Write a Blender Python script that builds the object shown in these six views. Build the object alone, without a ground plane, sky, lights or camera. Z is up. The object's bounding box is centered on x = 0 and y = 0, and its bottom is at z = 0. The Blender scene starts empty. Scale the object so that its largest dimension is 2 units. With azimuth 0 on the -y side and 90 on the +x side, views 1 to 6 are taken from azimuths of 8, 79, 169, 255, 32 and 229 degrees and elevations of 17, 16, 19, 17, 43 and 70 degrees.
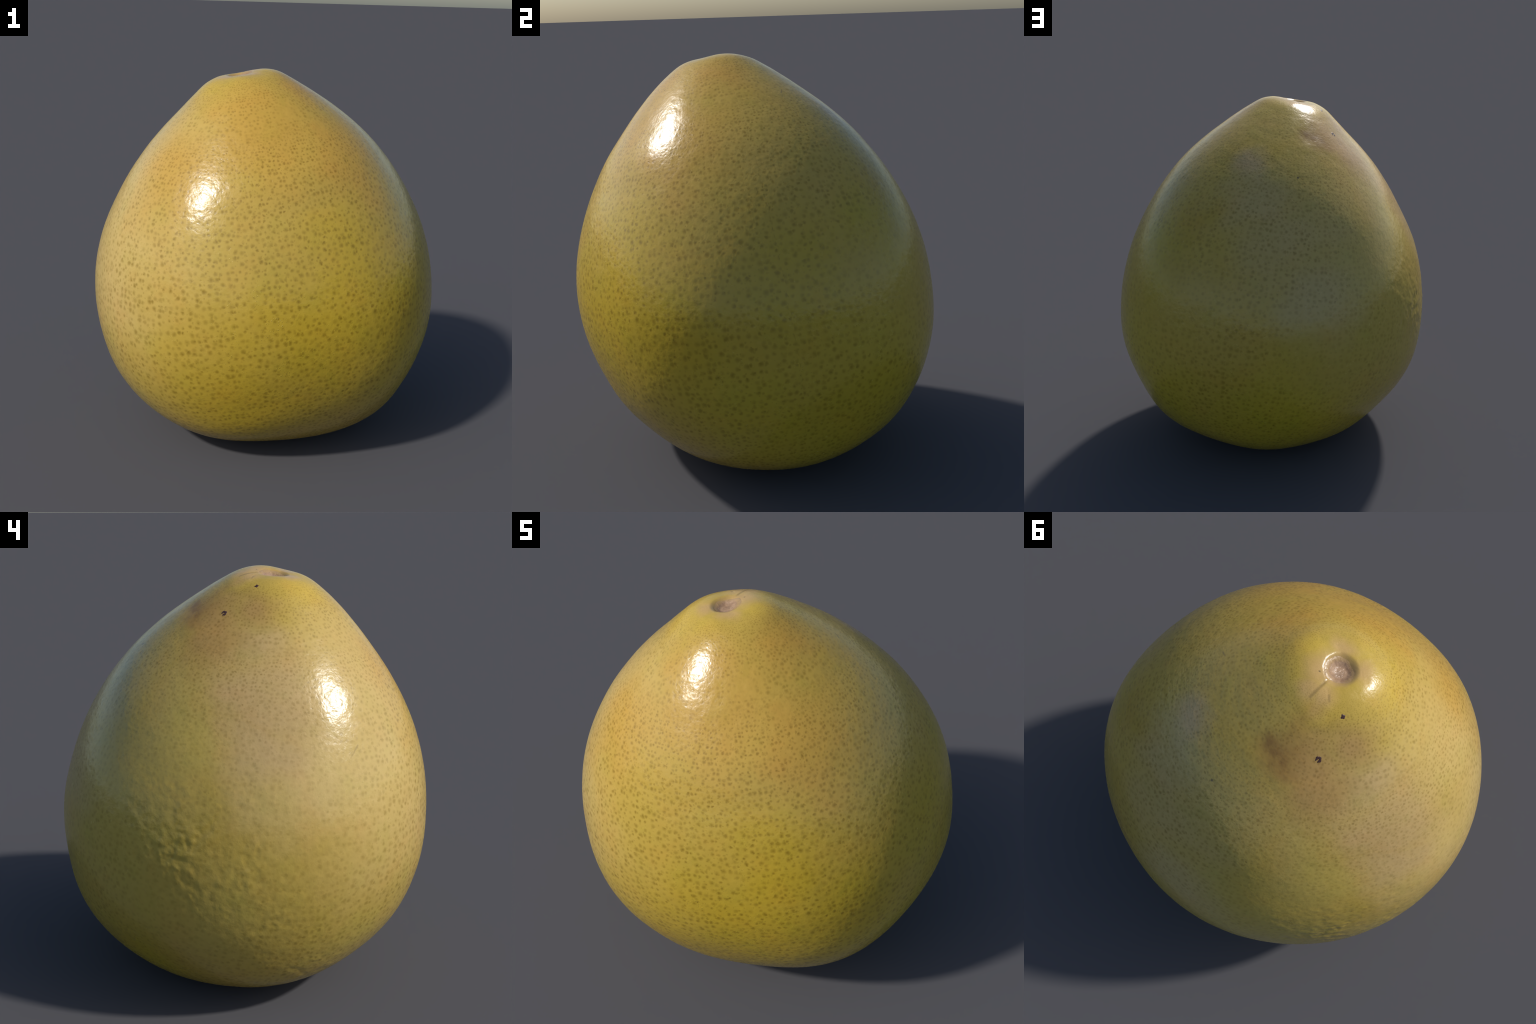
"""A pomelo: a pear-shaped citrus fruit, built from a girth profile with a few
gentle harmonics (lean, oval, lobes), a sunken stem scar, a wrinkled patch of
rind on one flank, oil glands and procedural skin colours."""
import bpy
import numpy as np

rng = np.random.default_rng(7)

# --------------------------------------------------------------------------
# 1. THE FORM.  Polar profile around an axis that runs from the heart of the
#    fruit to the stem scar.  Every list gives values at the polar angles
#    ANGLE (0 = stem, 180 = blossom end).
# --------------------------------------------------------------------------
HEART = np.array([0.0, 0.0, 0.95])
STEM = np.array([-0.142, -0.120, 1.968])
ANGLE = np.radians([0, 5, 10, 15, 20, 26, 34, 44, 56, 70, 85, 100, 115, 130, 145, 158, 170, 180])
GIRTH = (1.0473, 1.0483, 1.0347, .9997, .9662, .9339, .9027, .8777, .8591, .8593, .8817, .9196, .9662, 1.0048, 1.0258, 1.0059, .9693, .9612)
# (cosine part, sine part) of the waves around the axis, by number of waves
WAVES = {
    1: ((.0000, .0040, .0093, .0121, .0129, .0106, .0073, .0036, -.0036, -.0120, -.0157, -.0172, -.0117, -.0069, .0146, .0232, .0123, .0000),
        (-.0000, -.0057, -.0153, -.0221, -.0258, -.0271, -.0288, -.0335, -.0314, -.0314, -.0272, -.0202, -.0095, .0006, .0197, .0263, .0122, .0000)),
    2: ((.0000, .0026, .0039, .0019, .0011, .0038, .0082, .0101, .0138, .0189, .0197, .0200, .0243, .0166, .0117, .0006, -.0022, -.0000),
        (.0000, .0016, .0036, .0065, .0096, .0136, .0192, .0240, .0343, .0401, .0386, .0331, .0264, .0196, .0042, -.0040, -.0038, -.0000)),
    3: ((-.0000, -.0003, -.0002, .0004, .0014, .0023, .0028, .0026, .0051, .0021, .0010, .0019, .0002, -.0030, .0022, .0010, .0007, -.0000),
        (.0000, .0007, .0011, .0001, -.0012, -.0021, -.0032, -.0035, -.0033, -.0013, .0005, -.0021, -.0011, -.0039, -.0031, -.0013, .0002, .0000)),
    4: ((.0000, .0005, .0008, .0009, .0012, .0007, -.0007, -.0019, -.0032, -.0029, -.0038, -.0045, -.0077, -.0008, .0003, .0030, .0008, .0000),
        (.0000, .0003, .0003, .0005, .0005, .0003, -.0006, .0001, -.0005, -.0006, .0020, .0007, -.0025, -.0012, -.0026, -.0003, .0005, .0000)),
    5: ((.0000, .0004, .0005, -.0006, -.0022, -.0034, -.0027, -.0012, -.0043, -.0054, -.0064, -.0072, -.0072, -.0107, -.0005, .0019, .0014, .0000),
        (-.0000, -.0000, .0001, .0002, .0002, .0003, .0003, .0006, -.0015, -.0031, -.0032, .0021, .0037, .0016, .0018, .0024, .0002, -.0000)),
}
AXIS_Z = (STEM - HEART) / np.linalg.norm(STEM - HEART)
AXIS_X = np.array([1.0, 0.0, 0.0]) - AXIS_Z * AXIS_Z[0]
AXIS_X /= np.linalg.norm(AXIS_X)
AXIS_Y = np.cross(AXIS_Z, AXIS_X)


def smooth_curve(values, at):
    """Cubic curve through the profile values, level at both poles."""
    v = np.asarray(values, float)
    slope = np.zeros(len(v))
    slope[1:-1] = (v[2:] - v[:-2]) / (ANGLE[2:] - ANGLE[:-2])
    i = np.clip(np.searchsorted(ANGLE, at, side="right") - 1, 0, len(v) - 2)
    h = ANGLE[i + 1] - ANGLE[i]
    t = (at - ANGLE[i]) / h
    return ((2 * t**3 - 3 * t**2 + 1) * v[i] + (t**3 - 2 * t**2 + t) * h * slope[i]
            + (3 * t**2 - 2 * t**3) * v[i + 1] + (t**3 - t**2) * h * slope[i + 1])


def form(theta, phi):
    """Points of the bare form, before pits and wrinkles."""
    log_r = smooth_curve(np.log(GIRTH), theta)
    for n, (c, s) in WAVES.items():
        log_r = log_r + smooth_curve(c, theta) * np.cos(n * phi) + smooth_curve(s, theta) * np.sin(n * phi)
    d = direction(theta, phi)
    return HEART + np.exp(log_r)[..., None] * d, d


def direction(theta, phi):
    st = np.sin(theta)
    return ((st * np.cos(phi))[..., None] * AXIS_X + (st * np.sin(phi))[..., None] * AXIS_Y
            + np.cos(theta)[..., None] * AXIS_Z)


# --------------------------------------------------------------------------
# 2. NOISE for the relief
# --------------------------------------------------------------------------
PERM = np.concatenate([rng.permutation(256)] * 3)
GRAD = rng.normal(size=(256, 3))
GRAD /= np.linalg.norm(GRAD, axis=1)[:, None]


def noise(p):
    """Gradient noise, about -0.7 .. 0.7."""
    c = np.floor(p).astype(int)
    f = p - c
    w = f * f * f * (f * (f * 6 - 15) + 10)
    c &= 255
    total = 0.0
    for dx in (0, 1):
        for dy in (0, 1):
            for dz in (0, 1):
                h = PERM[PERM[PERM[(c[:, 0] + dx) & 255] + ((c[:, 1] + dy) & 255)] + ((c[:, 2] + dz) & 255)]
                g = GRAD[h]
                d = g[:, 0] * (f[:, 0] - dx) + g[:, 1] * (f[:, 1] - dy) + g[:, 2] * (f[:, 2] - dz)
                k = ((w[:, 0] if dx else 1 - w[:, 0]) * (w[:, 1] if dy else 1 - w[:, 1]) * (w[:, 2] if dz else 1 - w[:, 2]))
                total = total + d * k
    return total


def step(a, b, x):
    t = np.clip((x - a) / (b - a), 0, 1)
    return t * t * (3 - 2 * t)


def blob(p, centre, size):
    """Soft round mask, 1 at the centre and 0 at the given distance."""
    return 1 - step(0.0, 1.0, np.linalg.norm((p - np.array(centre)) / np.asarray(size), axis=1))


# --------------------------------------------------------------------------
# 3. RELIEF: the stem pit with its creases, a dent, broad unevenness and the
#    wrinkled patch
# --------------------------------------------------------------------------
# frame at the stem: DEEP points to the side where the pit wall is steep
DEEP = np.array([-0.72, -0.69, 0.0])
DEEP -= AXIS_Z * (DEEP @ AXIS_Z)
DEEP /= np.linalg.norm(DEEP)
SIDE = np.cross(AXIS_Z, DEEP)


def stem_coordinates(p):
    q = p - STEM
    return q @ DEEP, q @ SIDE


def crease(p, start, end, width):
    """Mask of a short straight furrow, tapering to its end."""
    s, e = np.array(start), np.array(end)
    t = np.clip(((p - s) @ (e - s)) / ((e - s) @ (e - s)), 0, 1)
    d = np.linalg.norm(p - (s + t[:, None] * (e - s)), axis=1)
    return np.exp(-((d / width) ** 2)) * (1 - 0.7 * t)


# gentle swells and hollows of the flanks: centre, reach, height
SWELLS = (
    ((0.45, -0.71, 0.58), 0.42, -0.012), ((0.34, -0.78, 1.00), 0.36, -0.010), ((0.82, -0.33, 1.00), 0.34, 0.007),
    ((-0.78, -0.24, 0.35), 0.34, 0.008), ((0.18, 0.84, 0.48), 0.30, 0.005), ((-0.70, 0.18, 1.37), 0.34, -0.007),
    ((0.02, -0.55, 1.69), 0.24, 0.006), ((-0.22, 0.84, 0.94), 0.28, -0.006),
)


def relief(p):
    """Height above the bare form, in metres."""
    a, b = stem_coordinates(p)
    rho = np.hypot(a, b)
    h = np.zeros(len(p))
    near = rho < 0.25
    rho = rho * (1 + 0.09 * noise(p * 16.0 + 51.0))               # uneven rim
    # cup of the stem: steep wall on the DEEP side, easier slope on the other
    side = np.where(rho > 1e-6, a / np.maximum(rho, 1e-6), 0)
    h -= np.where(near, 0.030 * (1 - step(0.018 + 0.014 * side, 0.076 + 0.003 * side, rho)), 0)
    h -= np.where(near, 0.007 * (1 - step(0.040, 0.135, rho)), 0)
    # two creases that run away from the cup toward the back
    h -= 0.0012 * crease(p, (-0.143, -0.050, 1.982), (-0.143, 0.030, 1.964), 0.005)
    h -= 0.0006 * crease(p, (-0.171, -0.029, 1.972), (-0.206, -0.005, 1.957), 0.006)
    for centre, reach, height in SWELLS:
        h += height * blob(p, centre, reach)
    # dent on the back shoulder
    h -= 0.004 * blob(p, (-0.160, 0.245, 1.834), 0.14)
    # slight unevenness of a grown fruit
    h += 0.0004 * noise(p * 4.5 + 11.3) + 0.0007 * noise(p * 10.0 + 3.7)
    # wrinkled patch: scattered low lumps that fade into smooth skin
    warp = np.stack([noise(p * 9 + 1.7), noise(p * 9 + 8.2), noise(p * 9 + 4.4)], 1) * 0.10
    patch = np.maximum.reduce([blob(p + warp, c, s) * k for c, s, k in (
        ((-0.70, 0.48, 0.92), 0.40, 1.0), ((-0.82, 0.30, 0.80), 0.50, 0.70),
        ((-0.86, 0.10, 0.58), 0.48, 0.45), ((-0.70, -0.12, 0.26), 0.34, 0.55),
        ((-0.80, 0.24, 1.08), 0.45, 0.30))])
    scatter = 0.35 + 0.65 * step(-0.10, 0.30, noise(p * 8.0 + 21.0))
    q = p + warp * 0.12
    lumps = noise(q * 22 + 2.2) + 0.5 * noise(q * 42 + 6.6) + 0.2 * noise(q * 12 + 15.0)
    h += patch * scatter * 0.0064 * lumps
    return h


# --------------------------------------------------------------------------
# 4. BUILDERS
# --------------------------------------------------------------------------
def mesh_object(name, verts, faces4, faces3, material, parent):
    me = bpy.data.meshes.new(name)
    n4, n3 = len(faces4), len(faces3)
    me.vertices.add(len(verts))
    me.vertices.foreach_set("co", np.ascontiguousarray(verts, np.float32).ravel())
    loops = np.concatenate([np.asarray(faces4, np.int32).ravel(), np.asarray(faces3, np.int32).ravel()])
    me.loops.add(len(loops))
    me.loops.foreach_set("vertex_index", loops)
    me.polygons.add(n4 + n3)
    starts = np.concatenate([np.arange(n4) * 4, n4 * 4 + np.arange(n3) * 3]).astype(np.int32)
    me.polygons.foreach_set("loop_start", starts)
    me.polygons.foreach_set("use_smooth", np.ones(n4 + n3, bool))
    me.update(calc_edges=True)
    me.validate()
    me.materials.append(material)
    ob = bpy.data.objects.new(name, me)
    bpy.context.scene.collection.objects.link(ob)
    ob.parent = parent
    return ob


def polar_sheet(rings, sectors, closed_end):
    """Quads of a polar grid: vertex 0 is the pole, then rings of vertices."""
    k = np.arange(sectors)
    k2 = (k + 1) % sectors
    tris = np.stack([np.zeros_like(k), 1 + k, 1 + k2], 1)
    quads = []
    for i in range(rings - 1):
        a, b = 1 + i * sectors, 1 + (i + 1) * sectors
        quads.append(np.stack([a + k, b + k, b + k2, a + k2], 1))
    if closed_end:
        last = 1 + (rings - 1) * sectors
        tris = np.concatenate([tris, np.stack([last + k, np.full_like(k, last + sectors), last + k2], 1)])
    return np.concatenate(quads), tris


# --------------------------------------------------------------------------
# 5. MATERIALS
# --------------------------------------------------------------------------
class Nodes:
    """Small helper that writes a shader as nested calls."""

    def __init__(self, name):
        self.material = bpy.data.materials.new(name)
        self.material.use_nodes = True
        self.tree = self.material.node_tree
        self.shader = self.tree.nodes["Principled BSDF"]
        self.warps = {}
        self.coords = self.tree.nodes.new("ShaderNodeTexCoord").outputs["Object"]

    def put(self, socket, value):
        if isinstance(value, bpy.types.NodeSocket):
            self.tree.links.new(value, socket)
        elif isinstance(value, (tuple, list)) and socket.type == "RGBA":
            socket.default_value = (*value, 1.0)[:4]
        else:
            socket.default_value = value

    def math(self, op, a, b=0.0, clamp=False):
        n = self.tree.nodes.new("ShaderNodeMath")
        n.operation, n.use_clamp = op, clamp
        self.put(n.inputs[0], a)
        self.put(n.inputs[1], b)
        return n.outputs[0]

    def vmath(self, op, a, b=(0, 0, 0), scale=None):
        n = self.tree.nodes.new("ShaderNodeVectorMath")
        n.operation = op
        self.put(n.inputs[0], a)
        if scale is None:
            self.put(n.inputs[1], b)
        else:
            self.put(n.inputs["Scale"], scale)
        return n.outputs["Value" if op in ("LENGTH", "DISTANCE", "DOT_PRODUCT") else "Vector"]

    def ramp(self, x, lo, hi, out_lo=0.0, out_hi=1.0):
        n = self.tree.nodes.new("ShaderNodeMapRange")
        n.interpolation_type = "SMOOTHSTEP"
        for k, v in zip(("Value", "From Min", "From Max", "To Min", "To Max"), (x, lo, hi, out_lo, out_hi)):
            self.put(n.inputs[k], v)
        return n.outputs[0]

    def noise(self, scale, detail=2.0, rough=0.5, at=None, colour=False):
        n = self.tree.nodes.new("ShaderNodeTexNoise")
        self.put(n.inputs["Vector"], at or self.coords)
        n.inputs["Scale"].default_value, n.inputs["Detail"].default_value, n.inputs["Roughness"].default_value = scale, detail, rough
        return n.outputs["Color" if colour else "Fac"]

    def cells(self, scale, at=None, randomness=1.0, dimensions="3D"):
        n = self.tree.nodes.new("ShaderNodeTexVoronoi")
        n.voronoi_dimensions = dimensions
        self.put(n.inputs["Vector"], at or self.coords)
        n.inputs["Scale"].default_value, n.inputs["Randomness"].default_value = scale, randomness
        return n.outputs["Distance"], n.outputs["Color"]

    def mix(self, fac, a, b, blend="MIX"):
        n = self.tree.nodes.new("ShaderNodeMix")
        n.data_type, n.blend_type = "RGBA", blend
        self.put(n.inputs["Factor"], fac)
        self.put(n.inputs[6], a)
        self.put(n.inputs[7], b)
        return n.outputs[2]

    def bump(self, height, distance, strength=1.0, normal=None):
        n = self.tree.nodes.new("ShaderNodeBump")
        n.inputs["Strength"].default_value, n.inputs["Distance"].default_value = strength, distance
        self.put(n.inputs["Height"], height)
        if normal:
            self.put(n.inputs["Normal"], normal)
        return n.outputs[0]

    def warp(self, scale, amount):
        """Object coordinates shaken by noise; shared by everything that asks for the same."""
        if (scale, amount) not in self.warps:
            self.warps[scale, amount] = self.shake(scale, amount)
        return self.warps[scale, amount]

    def shake(self, scale, amount):
        jitter = self.vmath("SUBTRACT", self.noise(scale, 2.0, colour=True), (0.5, 0.5, 0.5))
        return self.vmath("ADD", self.coords, self.vmath("SCALE", jitter, scale=amount))

    def patch(self, at, centre, size, core=0.15):
        """1 inside, fading to 0 at the distance `size` from the centre."""
        return self.ramp(self.vmath("DISTANCE", at, centre), size, size * core)

    def streak(self, at, start, end, width):
        """1 on a straight line between two points, fading to 0 at the distance `width`."""
        line = tuple(e - b for b, e in zip(start, end))
        rel = self.vmath("SUBTRACT", at, start)
        t = self.math("DIVIDE", self.vmath("DOT_PRODUCT", rel, line), sum(v * v for v in line), clamp=True)
        near = self.vmath("SCALE", line, scale=t)
        return self.ramp(self.vmath("DISTANCE", rel, near), width, width * 0.1)

    def spread(self, masks):
        out = masks[0]
        for m in masks[1:]:
            out = self.math("MAXIMUM", out, m)
        return out


# regions of the skin: colour, strength, and soft spheres (centre, radius)
SKIN = (0.495, 0.341, 0.062)
REGIONS = (
    ("pale cream flank", (0.605, 0.436, 0.162), 0.85, (((-0.75, -0.50, 1.10), 0.75), ((-0.55, -0.45, 1.55), 0.55), ((-0.90, -0.10, 1.20), 0.45))),
    ("golden front shoulder", (0.528, 0.314, 0.054), 0.86, (((0.05, -0.50, 1.75), 0.50), ((-0.35, -0.55, 1.50), 0.40), ((0.45, -0.40, 1.65), 0.40), ((0.20, -0.15, 1.88), 0.28))),
    ("olive gold belly", (0.500, 0.340, 0.022), 0.86, (((0.45, -0.80, 0.80), 0.68), ((0.75, -0.55, 0.85), 0.58), ((0.05, -0.80, 0.50), 0.60), ((0.50, -0.65, 1.10), 0.45))),
    ("olive side", (0.465, 0.335, 0.026), 0.85, (((0.85, 0.05, 1.10), 0.50), ((0.62, 0.40, 1.25), 0.42))),
    ("green olive back", (0.510, 0.388, 0.028), 0.90, (((0.75, 0.35, 0.40), 0.80), ((0.10, 0.75, 0.30), 0.75), ((0.85, -0.10, 0.50), 0.48), ((-0.35, 0.60, 0.20), 0.50))),
    ("ochre streak", (0.424, 0.278, 0.028), 0.60, (((0.48, 0.48, 1.42), 0.24), ((0.52, 0.55, 1.20), 0.22))),
    ("tan shoulder", (0.500, 0.342, 0.078), 0.65, (((0.52, 0.00, 1.62), 0.34), ((0.25, 0.10, 1.85), 0.28))),
    ("leaf green flank", (0.470, 0.365, 0.080), 0.65, (((-0.45, 0.75, 0.85), 0.65), ((-0.25, 0.75, 1.10), 0.50))),
    ("grey lilac back", (0.495, 0.366, 0.165), 0.62, (((0.20, 0.55, 1.52), 0.34), ((0.06, 0.62, 1.35), 0.42), ((-0.12, 0.78, 1.10), 0.38))),
    ("tan back crown", (0.505, 0.365, 0.112), 0.60, (((-0.18, 0.50, 1.52), 0.36), ((-0.45, 0.42, 1.45), 0.30))),
    ("pink back", (0.495, 0.346, 0.185), 0.70, (((0.19, 0.36, 1.73), 0.16),)),
    ("lemon back shoulder", (0.495, 0.360, 0.090), 0.65, (((0.02, 0.20, 1.88), 0.26), ((-0.08, 0.42, 1.66), 0.24))),
    ("pink tan shoulder", (0.535, 0.367, 0.168), 0.80, (((-0.66, 0.03, 1.50), 0.38), ((-0.72, 0.10, 1.30), 0.30), ((-0.50, 0.06, 1.70), 0.26))),
    ("brown shoulder", (0.424, 0.259, 0.082), 0.90, (((-0.30, 0.17, 1.78), 0.26), ((-0.40, 0.22, 1.68), 0.28), ((-0.36, 0.02, 1.82), 0.16))),
    ("yellow flank", (0.500, 0.378, 0.092), 0.62, (((-0.64, 0.40, 1.32), 0.34), ((-0.80, 0.20, 0.65), 0.45), ((-0.60, -0.30, 0.35), 0.60))),
    ("lemon ring at the stem", (0.585, 0.400, 0.060), 0.75, (((-0.28, -0.22, 1.92), 0.17), ((-0.14, -0.25, 1.94), 0.10), ((0.00, -0.10, 1.98), 0.08), ((-0.20, 0.02, 1.96), 0.10))),
    ("buff skin around the scar", (0.566, 0.361, 0.140), 0.85, (((-0.11, -0.07, 1.99), 0.11), ((-0.12, 0.02, 1.98), 0.09), ((-0.18, 0.01, 1.965), 0.09), ((-0.19, -0.18, 1.965), 0.08), ((-0.08, -0.19, 1.98), 0.07))),
)


def peel_material():
    n = Nodes("pomelo_peel")
    wide = n.warp(3.0, 0.34)
    col = SKIN
    for _, colour, strength, spheres in REGIONS:
        mask = n.spread([n.patch(wide if r > 0.2 else n.warp(7.0, 0.10), c, r) for c, r in spheres])
        col = n.mix(n.math("MULTIPLY", mask, strength), col, colour)
    # mottling: slow drift between greener and more orange skin
    drift = n.noise(5.5, 4.0, 0.6)
    col = n.mix(n.ramp(drift, 0.50, 0.78, 0.0, 0.55), col, (0.91, 1.00, 0.84), "MULTIPLY")
    col = n.mix(n.ramp(drift, 0.50, 0.24, 0.0, 0.55), col, (1.05, 0.95, 0.95), "MULTIPLY")
    fine = n.noise(26.0, 3.0, 0.6)
    col = n.mix(n.ramp(fine, 0.35, 0.70, 0.0, 0.30), col, (0.86, 0.86, 0.74), "MULTIPLY")
    cup = n.ramp(n.vmath("DISTANCE", n.warp(40.0, 0.014), tuple(STEM - 0.010 * AXIS_Z)), 0.082, 0.058)
    col = n.mix(n.math("MULTIPLY", cup, 0.75), col, (0.43, 0.275, 0.105))
    # oil glands: round spots whose spacing shrinks toward both ends of the fruit
    # (cells on longitude / Mercator latitude around the axis of the fruit)
    q = n.vmath("SUBTRACT", n.warp(48.0, 0.012), tuple(HEART))
    qx, qy, qz = (n.vmath("DOT_PRODUCT", q, tuple(v)) for v in (AXIS_X, AXIS_Y, AXIS_Z))
    flat = n.math("SQRT", n.math("ADD", n.math("MULTIPLY", qx, qx), n.math("MULTIPLY", qy, qy)))
    lon = n.math("ARCTAN2", n.math("MULTIPLY", qy, -1.0), n.math("MULTIPLY", qx, -1.0))
    lat = n.math("LOGARITHM", n.math("DIVIDE", n.math("ADD", qz, n.vmath("LENGTH", q)), flat), 2.718282)
    chart = n.tree.nodes.new("ShaderNodeCombineXYZ")
    n.put(chart.inputs[0], lon)
    n.put(chart.inputs[1], lat)

    def glands(per_radian, small, large, missing, shift):
        at = n.vmath("ADD", chart.outputs[0], (shift, shift * 0.7, 0.0))
        d, ident = n.cells(per_radian, at, 0.78, "2D")
        split = n.tree.nodes.new("ShaderNodeSeparateColor")
        n.put(split.inputs[0], ident)
        size = n.ramp(split.outputs[0], 0.0, 1.0, small, large)
        depth = n.ramp(split.outputs[1], missing, 1.0, 0.50, 1.0)
        depth = n.math("MULTIPLY", depth, n.math("GREATER_THAN", split.outputs[1], missing))
        return n.math("MULTIPLY", n.ramp(d, n.math("MULTIPLY", size, 1.1), 0.0), depth)

    level = n.ramp(n.noise(9.0, 2.0), 0.3, 0.7, 0.72, 1.0)
    quiet = n.spread([n.patch(wide, c, r) for c, r in (((-0.75, 0.45, 0.70), 0.75), ((-0.92, 0.00, 1.05), 0.80), ((-0.55, 0.50, 1.15), 0.60), ((0.70, 0.55, 1.10), 0.50), ((-0.1, 0.8, 0.8), 0.5))])
    smooth = n.spread([n.patch(n.warp(7.0, 0.1), c, r, 0.4) for c, r in ((tuple(STEM), 0.21), ((0.12, -0.38, 1.82), 0.09), ((0.30, -0.36, 1.74), 0.07))])
    near_stem = n.patch(n.warp(4.0, 0.10), tuple(STEM), 0.60, 0.72)
    body = n.math("ADD", glands(27.5, 0.33, 0.54, 0.03, 0.0), n.math("MULTIPLY", glands(40.0, 0.20, 0.36, 0.50, 3.3), 0.6), clamp=True)
    crown = n.math("MULTIPLY", glands(18.5, 0.34, 0.54, 0.05, 7.1), 0.95)
    spot = n.math("ADD", n.math("MULTIPLY", body, n.math("SUBTRACT", 1.0, near_stem)), n.math("MULTIPLY", crown, near_stem))
    fade = n.math("MULTIPLY", n.math("SUBTRACT", 1.0, n.math("MULTIPLY", quiet, 0.52)), n.math("SUBTRACT", 1.0, n.math("MULTIPLY", smooth, 0.75)))
    bold = n.patch(wide, (0.30, -0.90, 0.85), 1.35, 0.45)           # the sunny side carries the boldest glands
    fade = n.math("MULTIPLY", fade, n.math("ADD", 0.88, n.math("MULTIPLY", bold, 0.14)))
    spot = n.math("MULTIPLY", spot, n.math("MULTIPLY", level, fade))
    col = n.mix(n.math("MULTIPLY", spot, 0.9), col, (0.53, 0.49, 0.31), "MULTIPLY")
    # bruised dent, rusty flecks at the stem, pinprick marks
    bruise = n.spread([n.patch(n.warp(9.0, 0.10), (-0.19, 0.24, 1.82), 0.15, 0.05), n.math("MULTIPLY", n.streak(n.warp(9.0, 0.10), (-0.175, 0.06, 1.93), (-0.170, 0.22, 1.85), 0.07), 0.6), n.streak(n.warp(14.0, 0.05), (-0.150, 0.243, 1.838), (-0.250, 0.274, 1.776), 0.075)])
    col = n.mix(n.math("MULTIPLY", bruise, 0.60), col, (0.32, 0.165, 0.042))
    core = n.streak(n.warp(20.0, 0.05), (-0.135, 0.240, 1.843), (-0.215, 0.266, 1.795), 0.048)
    core = n.math("MULTIPLY", core, n.ramp(n.noise(24.0, 3.0), 0.30, 0.62))
    col = n.mix(n.math("MULTIPLY", core, 0.55), col, (0.180, 0.085, 0.024))
    seams = n.spread([n.streak(n.warp(40.0, 0.006), (-0.143, -0.048, 1.982), (-0.143, 0.035, 1.962), 0.011),
                      n.math("MULTIPLY", n.streak(n.warp(40.0, 0.006), (-0.190, -0.018, 1.965), (-0.206, -0.005, 1.957), 0.009), 0.7),
                      n.math("MULTIPLY", n.streak(n.warp(60.0, 0.010), (-0.768, -0.318, 1.300), (-0.798, -0.278, 1.258), 0.0065), 0.7),
                      n.streak(n.warp(80.0, 0.006), (0.285, 0.111, 1.832), (0.261, 0.119, 1.842), 0.006)])
    col = n.mix(n.math("MULTIPLY", seams, 0.55), col, (0.20, 0.13, 0.045))
    prick = n.spread([n.patch(n.warp(60.0, 0.012), c, r, 0.4) for c, r in (
        ((-0.039, 0.475, 1.654), 0.009), ((-0.10, -0.055, 1.99), 0.006), ((-0.62, -0.10, 1.52), 0.006))])
    col = n.mix(n.math("MULTIPLY", prick, 0.85), col, (0.10, 0.075, 0.04))
    n.put(n.shader.inputs["Base Color"], col)
    # gloss: waxy skin
    n.put(n.shader.inputs["Roughness"], n.ramp(n.noise(14.0, 3.0), 0.3, 0.7, 0.22, 0.28))
    n.put(n.shader.inputs["IOR"], 1.46)
    # grain: shallow gland dimples, orange-peel waviness, tiny warts on the belly
    wavy = n.bump(n.noise(21.0, 3.0, 0.55), 0.0025)
    dimple = n.bump(n.math("SUBTRACT", 1.0, spot), 0.00025, normal=wavy)
    warts = n.ramp(n.cells(95.0)[0], 0.26, 0.10)
    belt = n.spread([n.patch(wide, c, r) for c, r in (((0.2, -0.85, 0.80), 0.65), ((0.75, 0.1, 0.6), 0.7), ((0.1, 0.7, 0.5), 0.6))])
    grainy = n.bump(n.math("MULTIPLY", warts, n.math("MULTIPLY", belt, n.ramp(n.noise(11.0), 0.48, 0.66))), 0.0012, normal=dimple)
    n.put(n.shader.inputs["Normal"], grainy)
    return n.material


def scar_material():
    n = Nodes("woody_scar")
    col = n.mix(n.ramp(n.noise(32.0, 4.0, 0.65), 0.35, 0.65), (0.31, 0.190, 0.108), (0.41, 0.262, 0.155))
    col = n.mix(n.ramp(n.noise(75.0, 3.0, 0.6), 0.52, 0.70, 0.0, 0.5), col, (0.23, 0.135, 0.08))
    rim = n.ramp(n.vmath("DISTANCE", n.warp(40.0, 0.014), tuple(STEM - 0.035 * AXIS_Z)), 0.046, 0.062)
    col = n.mix(n.math("MULTIPLY", rim, 0.8), col, (0.42, 0.270, 0.110))
    n.put(n.shader.inputs["Base Color"], col)
    n.put(n.shader.inputs["Roughness"], 0.33)
    n.put(n.shader.inputs["Normal"], n.bump(n.noise(60.0, 3.0, 0.6), 0.0025))
    return n.material


def scab_material():
    n = Nodes("dark_scab")
    n.put(n.shader.inputs["Base Color"], n.mix(n.noise(120.0), (0.045, 0.018, 0.014), (0.085, 0.035, 0.025)))
    n.put(n.shader.inputs["Roughness"], 0.45)
    return n.material


# --------------------------------------------------------------------------
# 6. THE FRUIT
# --------------------------------------------------------------------------
fruit = bpy.data.objects.new("pomelo", None)
bpy.context.scene.collection.objects.link(fruit)
fruit["label"] = "ripe yellow-green pear-shaped pomelo with dotted glossy peel"
fruit["category"] = "citrus fruit"

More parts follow.
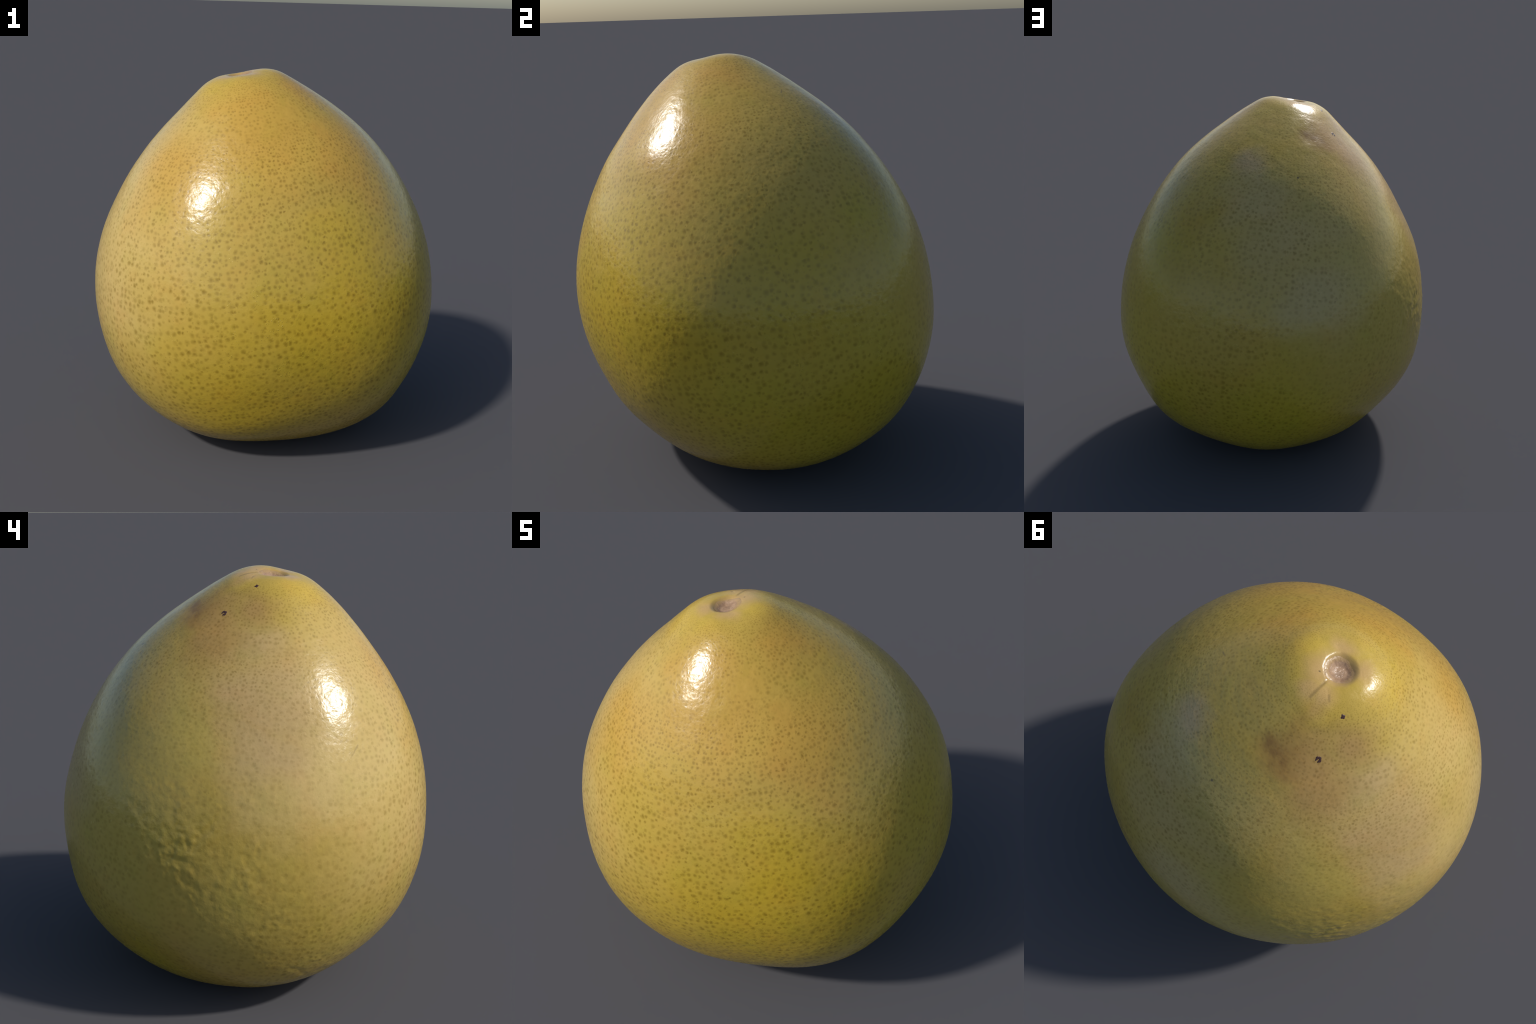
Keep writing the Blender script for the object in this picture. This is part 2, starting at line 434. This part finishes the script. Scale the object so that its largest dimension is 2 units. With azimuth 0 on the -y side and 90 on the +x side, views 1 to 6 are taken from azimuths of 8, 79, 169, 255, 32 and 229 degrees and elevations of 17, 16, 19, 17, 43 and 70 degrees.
RINGS, SECTORS = 640, 1100
u = (np.arange(1, RINGS) / RINGS)
theta = np.pi * (0.82 * u + 0.18 * u**2 * (1.6 - 0.6 * u))     # finer rings at the stem
phi = np.arange(SECTORS) * 2 * np.pi / SECTORS
tt, pp = np.meshgrid(theta, phi, indexing="ij")
tt = np.concatenate([[0.0], tt.ravel(), [np.pi]])
pp = np.concatenate([[0.0], pp.ravel(), [0.0]])
pts, dirs = form(tt, pp)
pts = pts + relief(pts)[:, None] * dirs
SETTLE = pts[:, 2].min()                                       # stand it on the ground
pts[:, 2] -= SETTLE
quads, tris = polar_sheet(RINGS - 1, SECTORS, True)
peel = mesh_object("peel", pts, quads, tris, peel_material(), fruit)

def skin(points):
    """Drop points onto the finished skin; returns them and the outward directions."""
    d = points - HEART
    d /= np.linalg.norm(d, axis=1)[:, None]
    base, _ = form(np.arccos(np.clip(d @ AXIS_Z, -1, 1)), np.arctan2(d @ AXIS_Y, d @ AXIS_X))
    base = base + relief(base)[:, None] * d
    base[:, 2] -= SETTLE
    return base, d


# stem scar: a woody disc that lines the floor of the cup
SR, SS = 40, 128
r = np.arange(1, SR + 1) / SR
rr, ss = np.meshgrid(r, np.arange(SS) * 2 * np.pi / SS, indexing="ij")
rr = np.concatenate([[0.0], rr.ravel()])
ss = np.concatenate([[0.0], ss.ravel()])
edge = 0.062 * (1 + 0.05 * np.cos(2 * ss + 0.6) + 0.04 * np.cos(3 * ss + 2.0) + 0.02 * np.cos(7 * ss))
spokes = noise(np.stack([rr * 2.5, np.cos(ss) * 4, np.sin(ss) * 4], 1) + 40.0)
flat = STEM + (rr * edge * np.cos(ss))[:, None] * DEEP + (rr * edge * np.sin(ss))[:, None] * SIDE
verts, outward = skin(flat)
lift = 0.0022 + 0.003 * (1 - rr**2) + (0.0022 * spokes * rr + 0.0026 * noise(flat * 34 + 9.1)) * (1 - rr**4) - 0.0032 * step(0.70, 1.0, rr)
verts = verts + lift[:, None] * outward
quads, tris = polar_sheet(SR, SS, False)
mesh_object("stem_scar", verts, quads, tris, scar_material(), fruit)


# two dark scabs on the shoulder: one solid, one a broken ring
def on_skin(point):
    d = (np.array(point) - HEART) / np.linalg.norm(np.array(point) - HEART)
    return np.arccos(d @ AXIS_Z), np.arctan2(d @ AXIS_Y, d @ AXIS_X)


def scab(point, outline, thickness):
    """A thin crust that follows the skin; outline(angle) gives inner and outer radius."""
    th, ph = on_skin(point)
    centre, normal = form(np.array([th]), np.array([ph]))
    centre, normal = centre[0], normal[0]
    e1 = np.cross(normal, (0, 0, 1.0))
    e1 /= np.linalg.norm(e1)
    e2 = np.cross(normal, e1)
    n_a, n_r = 40, 8
    ang = np.arange(n_a + 1) / n_a
    inner, outer, turn = outline(ang)
    t = np.arange(n_r + 1) / n_r
    rad = inner[:, None] + (outer - inner)[:, None] * t
    flat = centre + (rad * np.cos(turn)[:, None])[..., None] * e1 + (rad * np.sin(turn)[:, None])[..., None] * e2
    base, d = skin(flat.reshape(-1, 3))
    profile = (thickness * np.sin(np.pi * np.clip(t, 0.0, 1.0)) ** 0.6)[None, :] * np.sin(np.pi * np.clip(ang * 0.94 + 0.03, 0, 1))[:, None] ** 0.3
    if outline is solid_outline:
        profile = np.repeat((thickness * (1 - t**3))[None, :], n_a + 1, 0)
    top = base + (profile.ravel() - 0.0006)[:, None] * d
    q = []
    for i in range(n_a):
        for j in range(n_r):
            k = i * (n_r + 1) + j
            q.append((k, k + 1, k + n_r + 2, k + n_r + 1))
    return mesh_object("scab", top, np.array(q), np.zeros((0, 3), int), CRUST, fruit)


def solid_outline(a):
    turn = a * 2 * np.pi
    return np.full_like(a, 0.0002), 0.0095 * (1 + 0.16 * np.cos(4 * turn + 0.8) + 0.08 * np.cos(3 * turn)), turn


def ring_outline(a):
    turn = a * 1.75 * np.pi + 0.9
    return 0.0014 + 0 * a, 0.0120 + 0.003 * np.abs(np.sin(2.2 * turn)), turn


CRUST = scab_material()
scab((-0.279, -0.008, 1.930), solid_outline, 0.0022)
scab((-0.310, 0.149, 1.812), ring_outline, 0.0022)
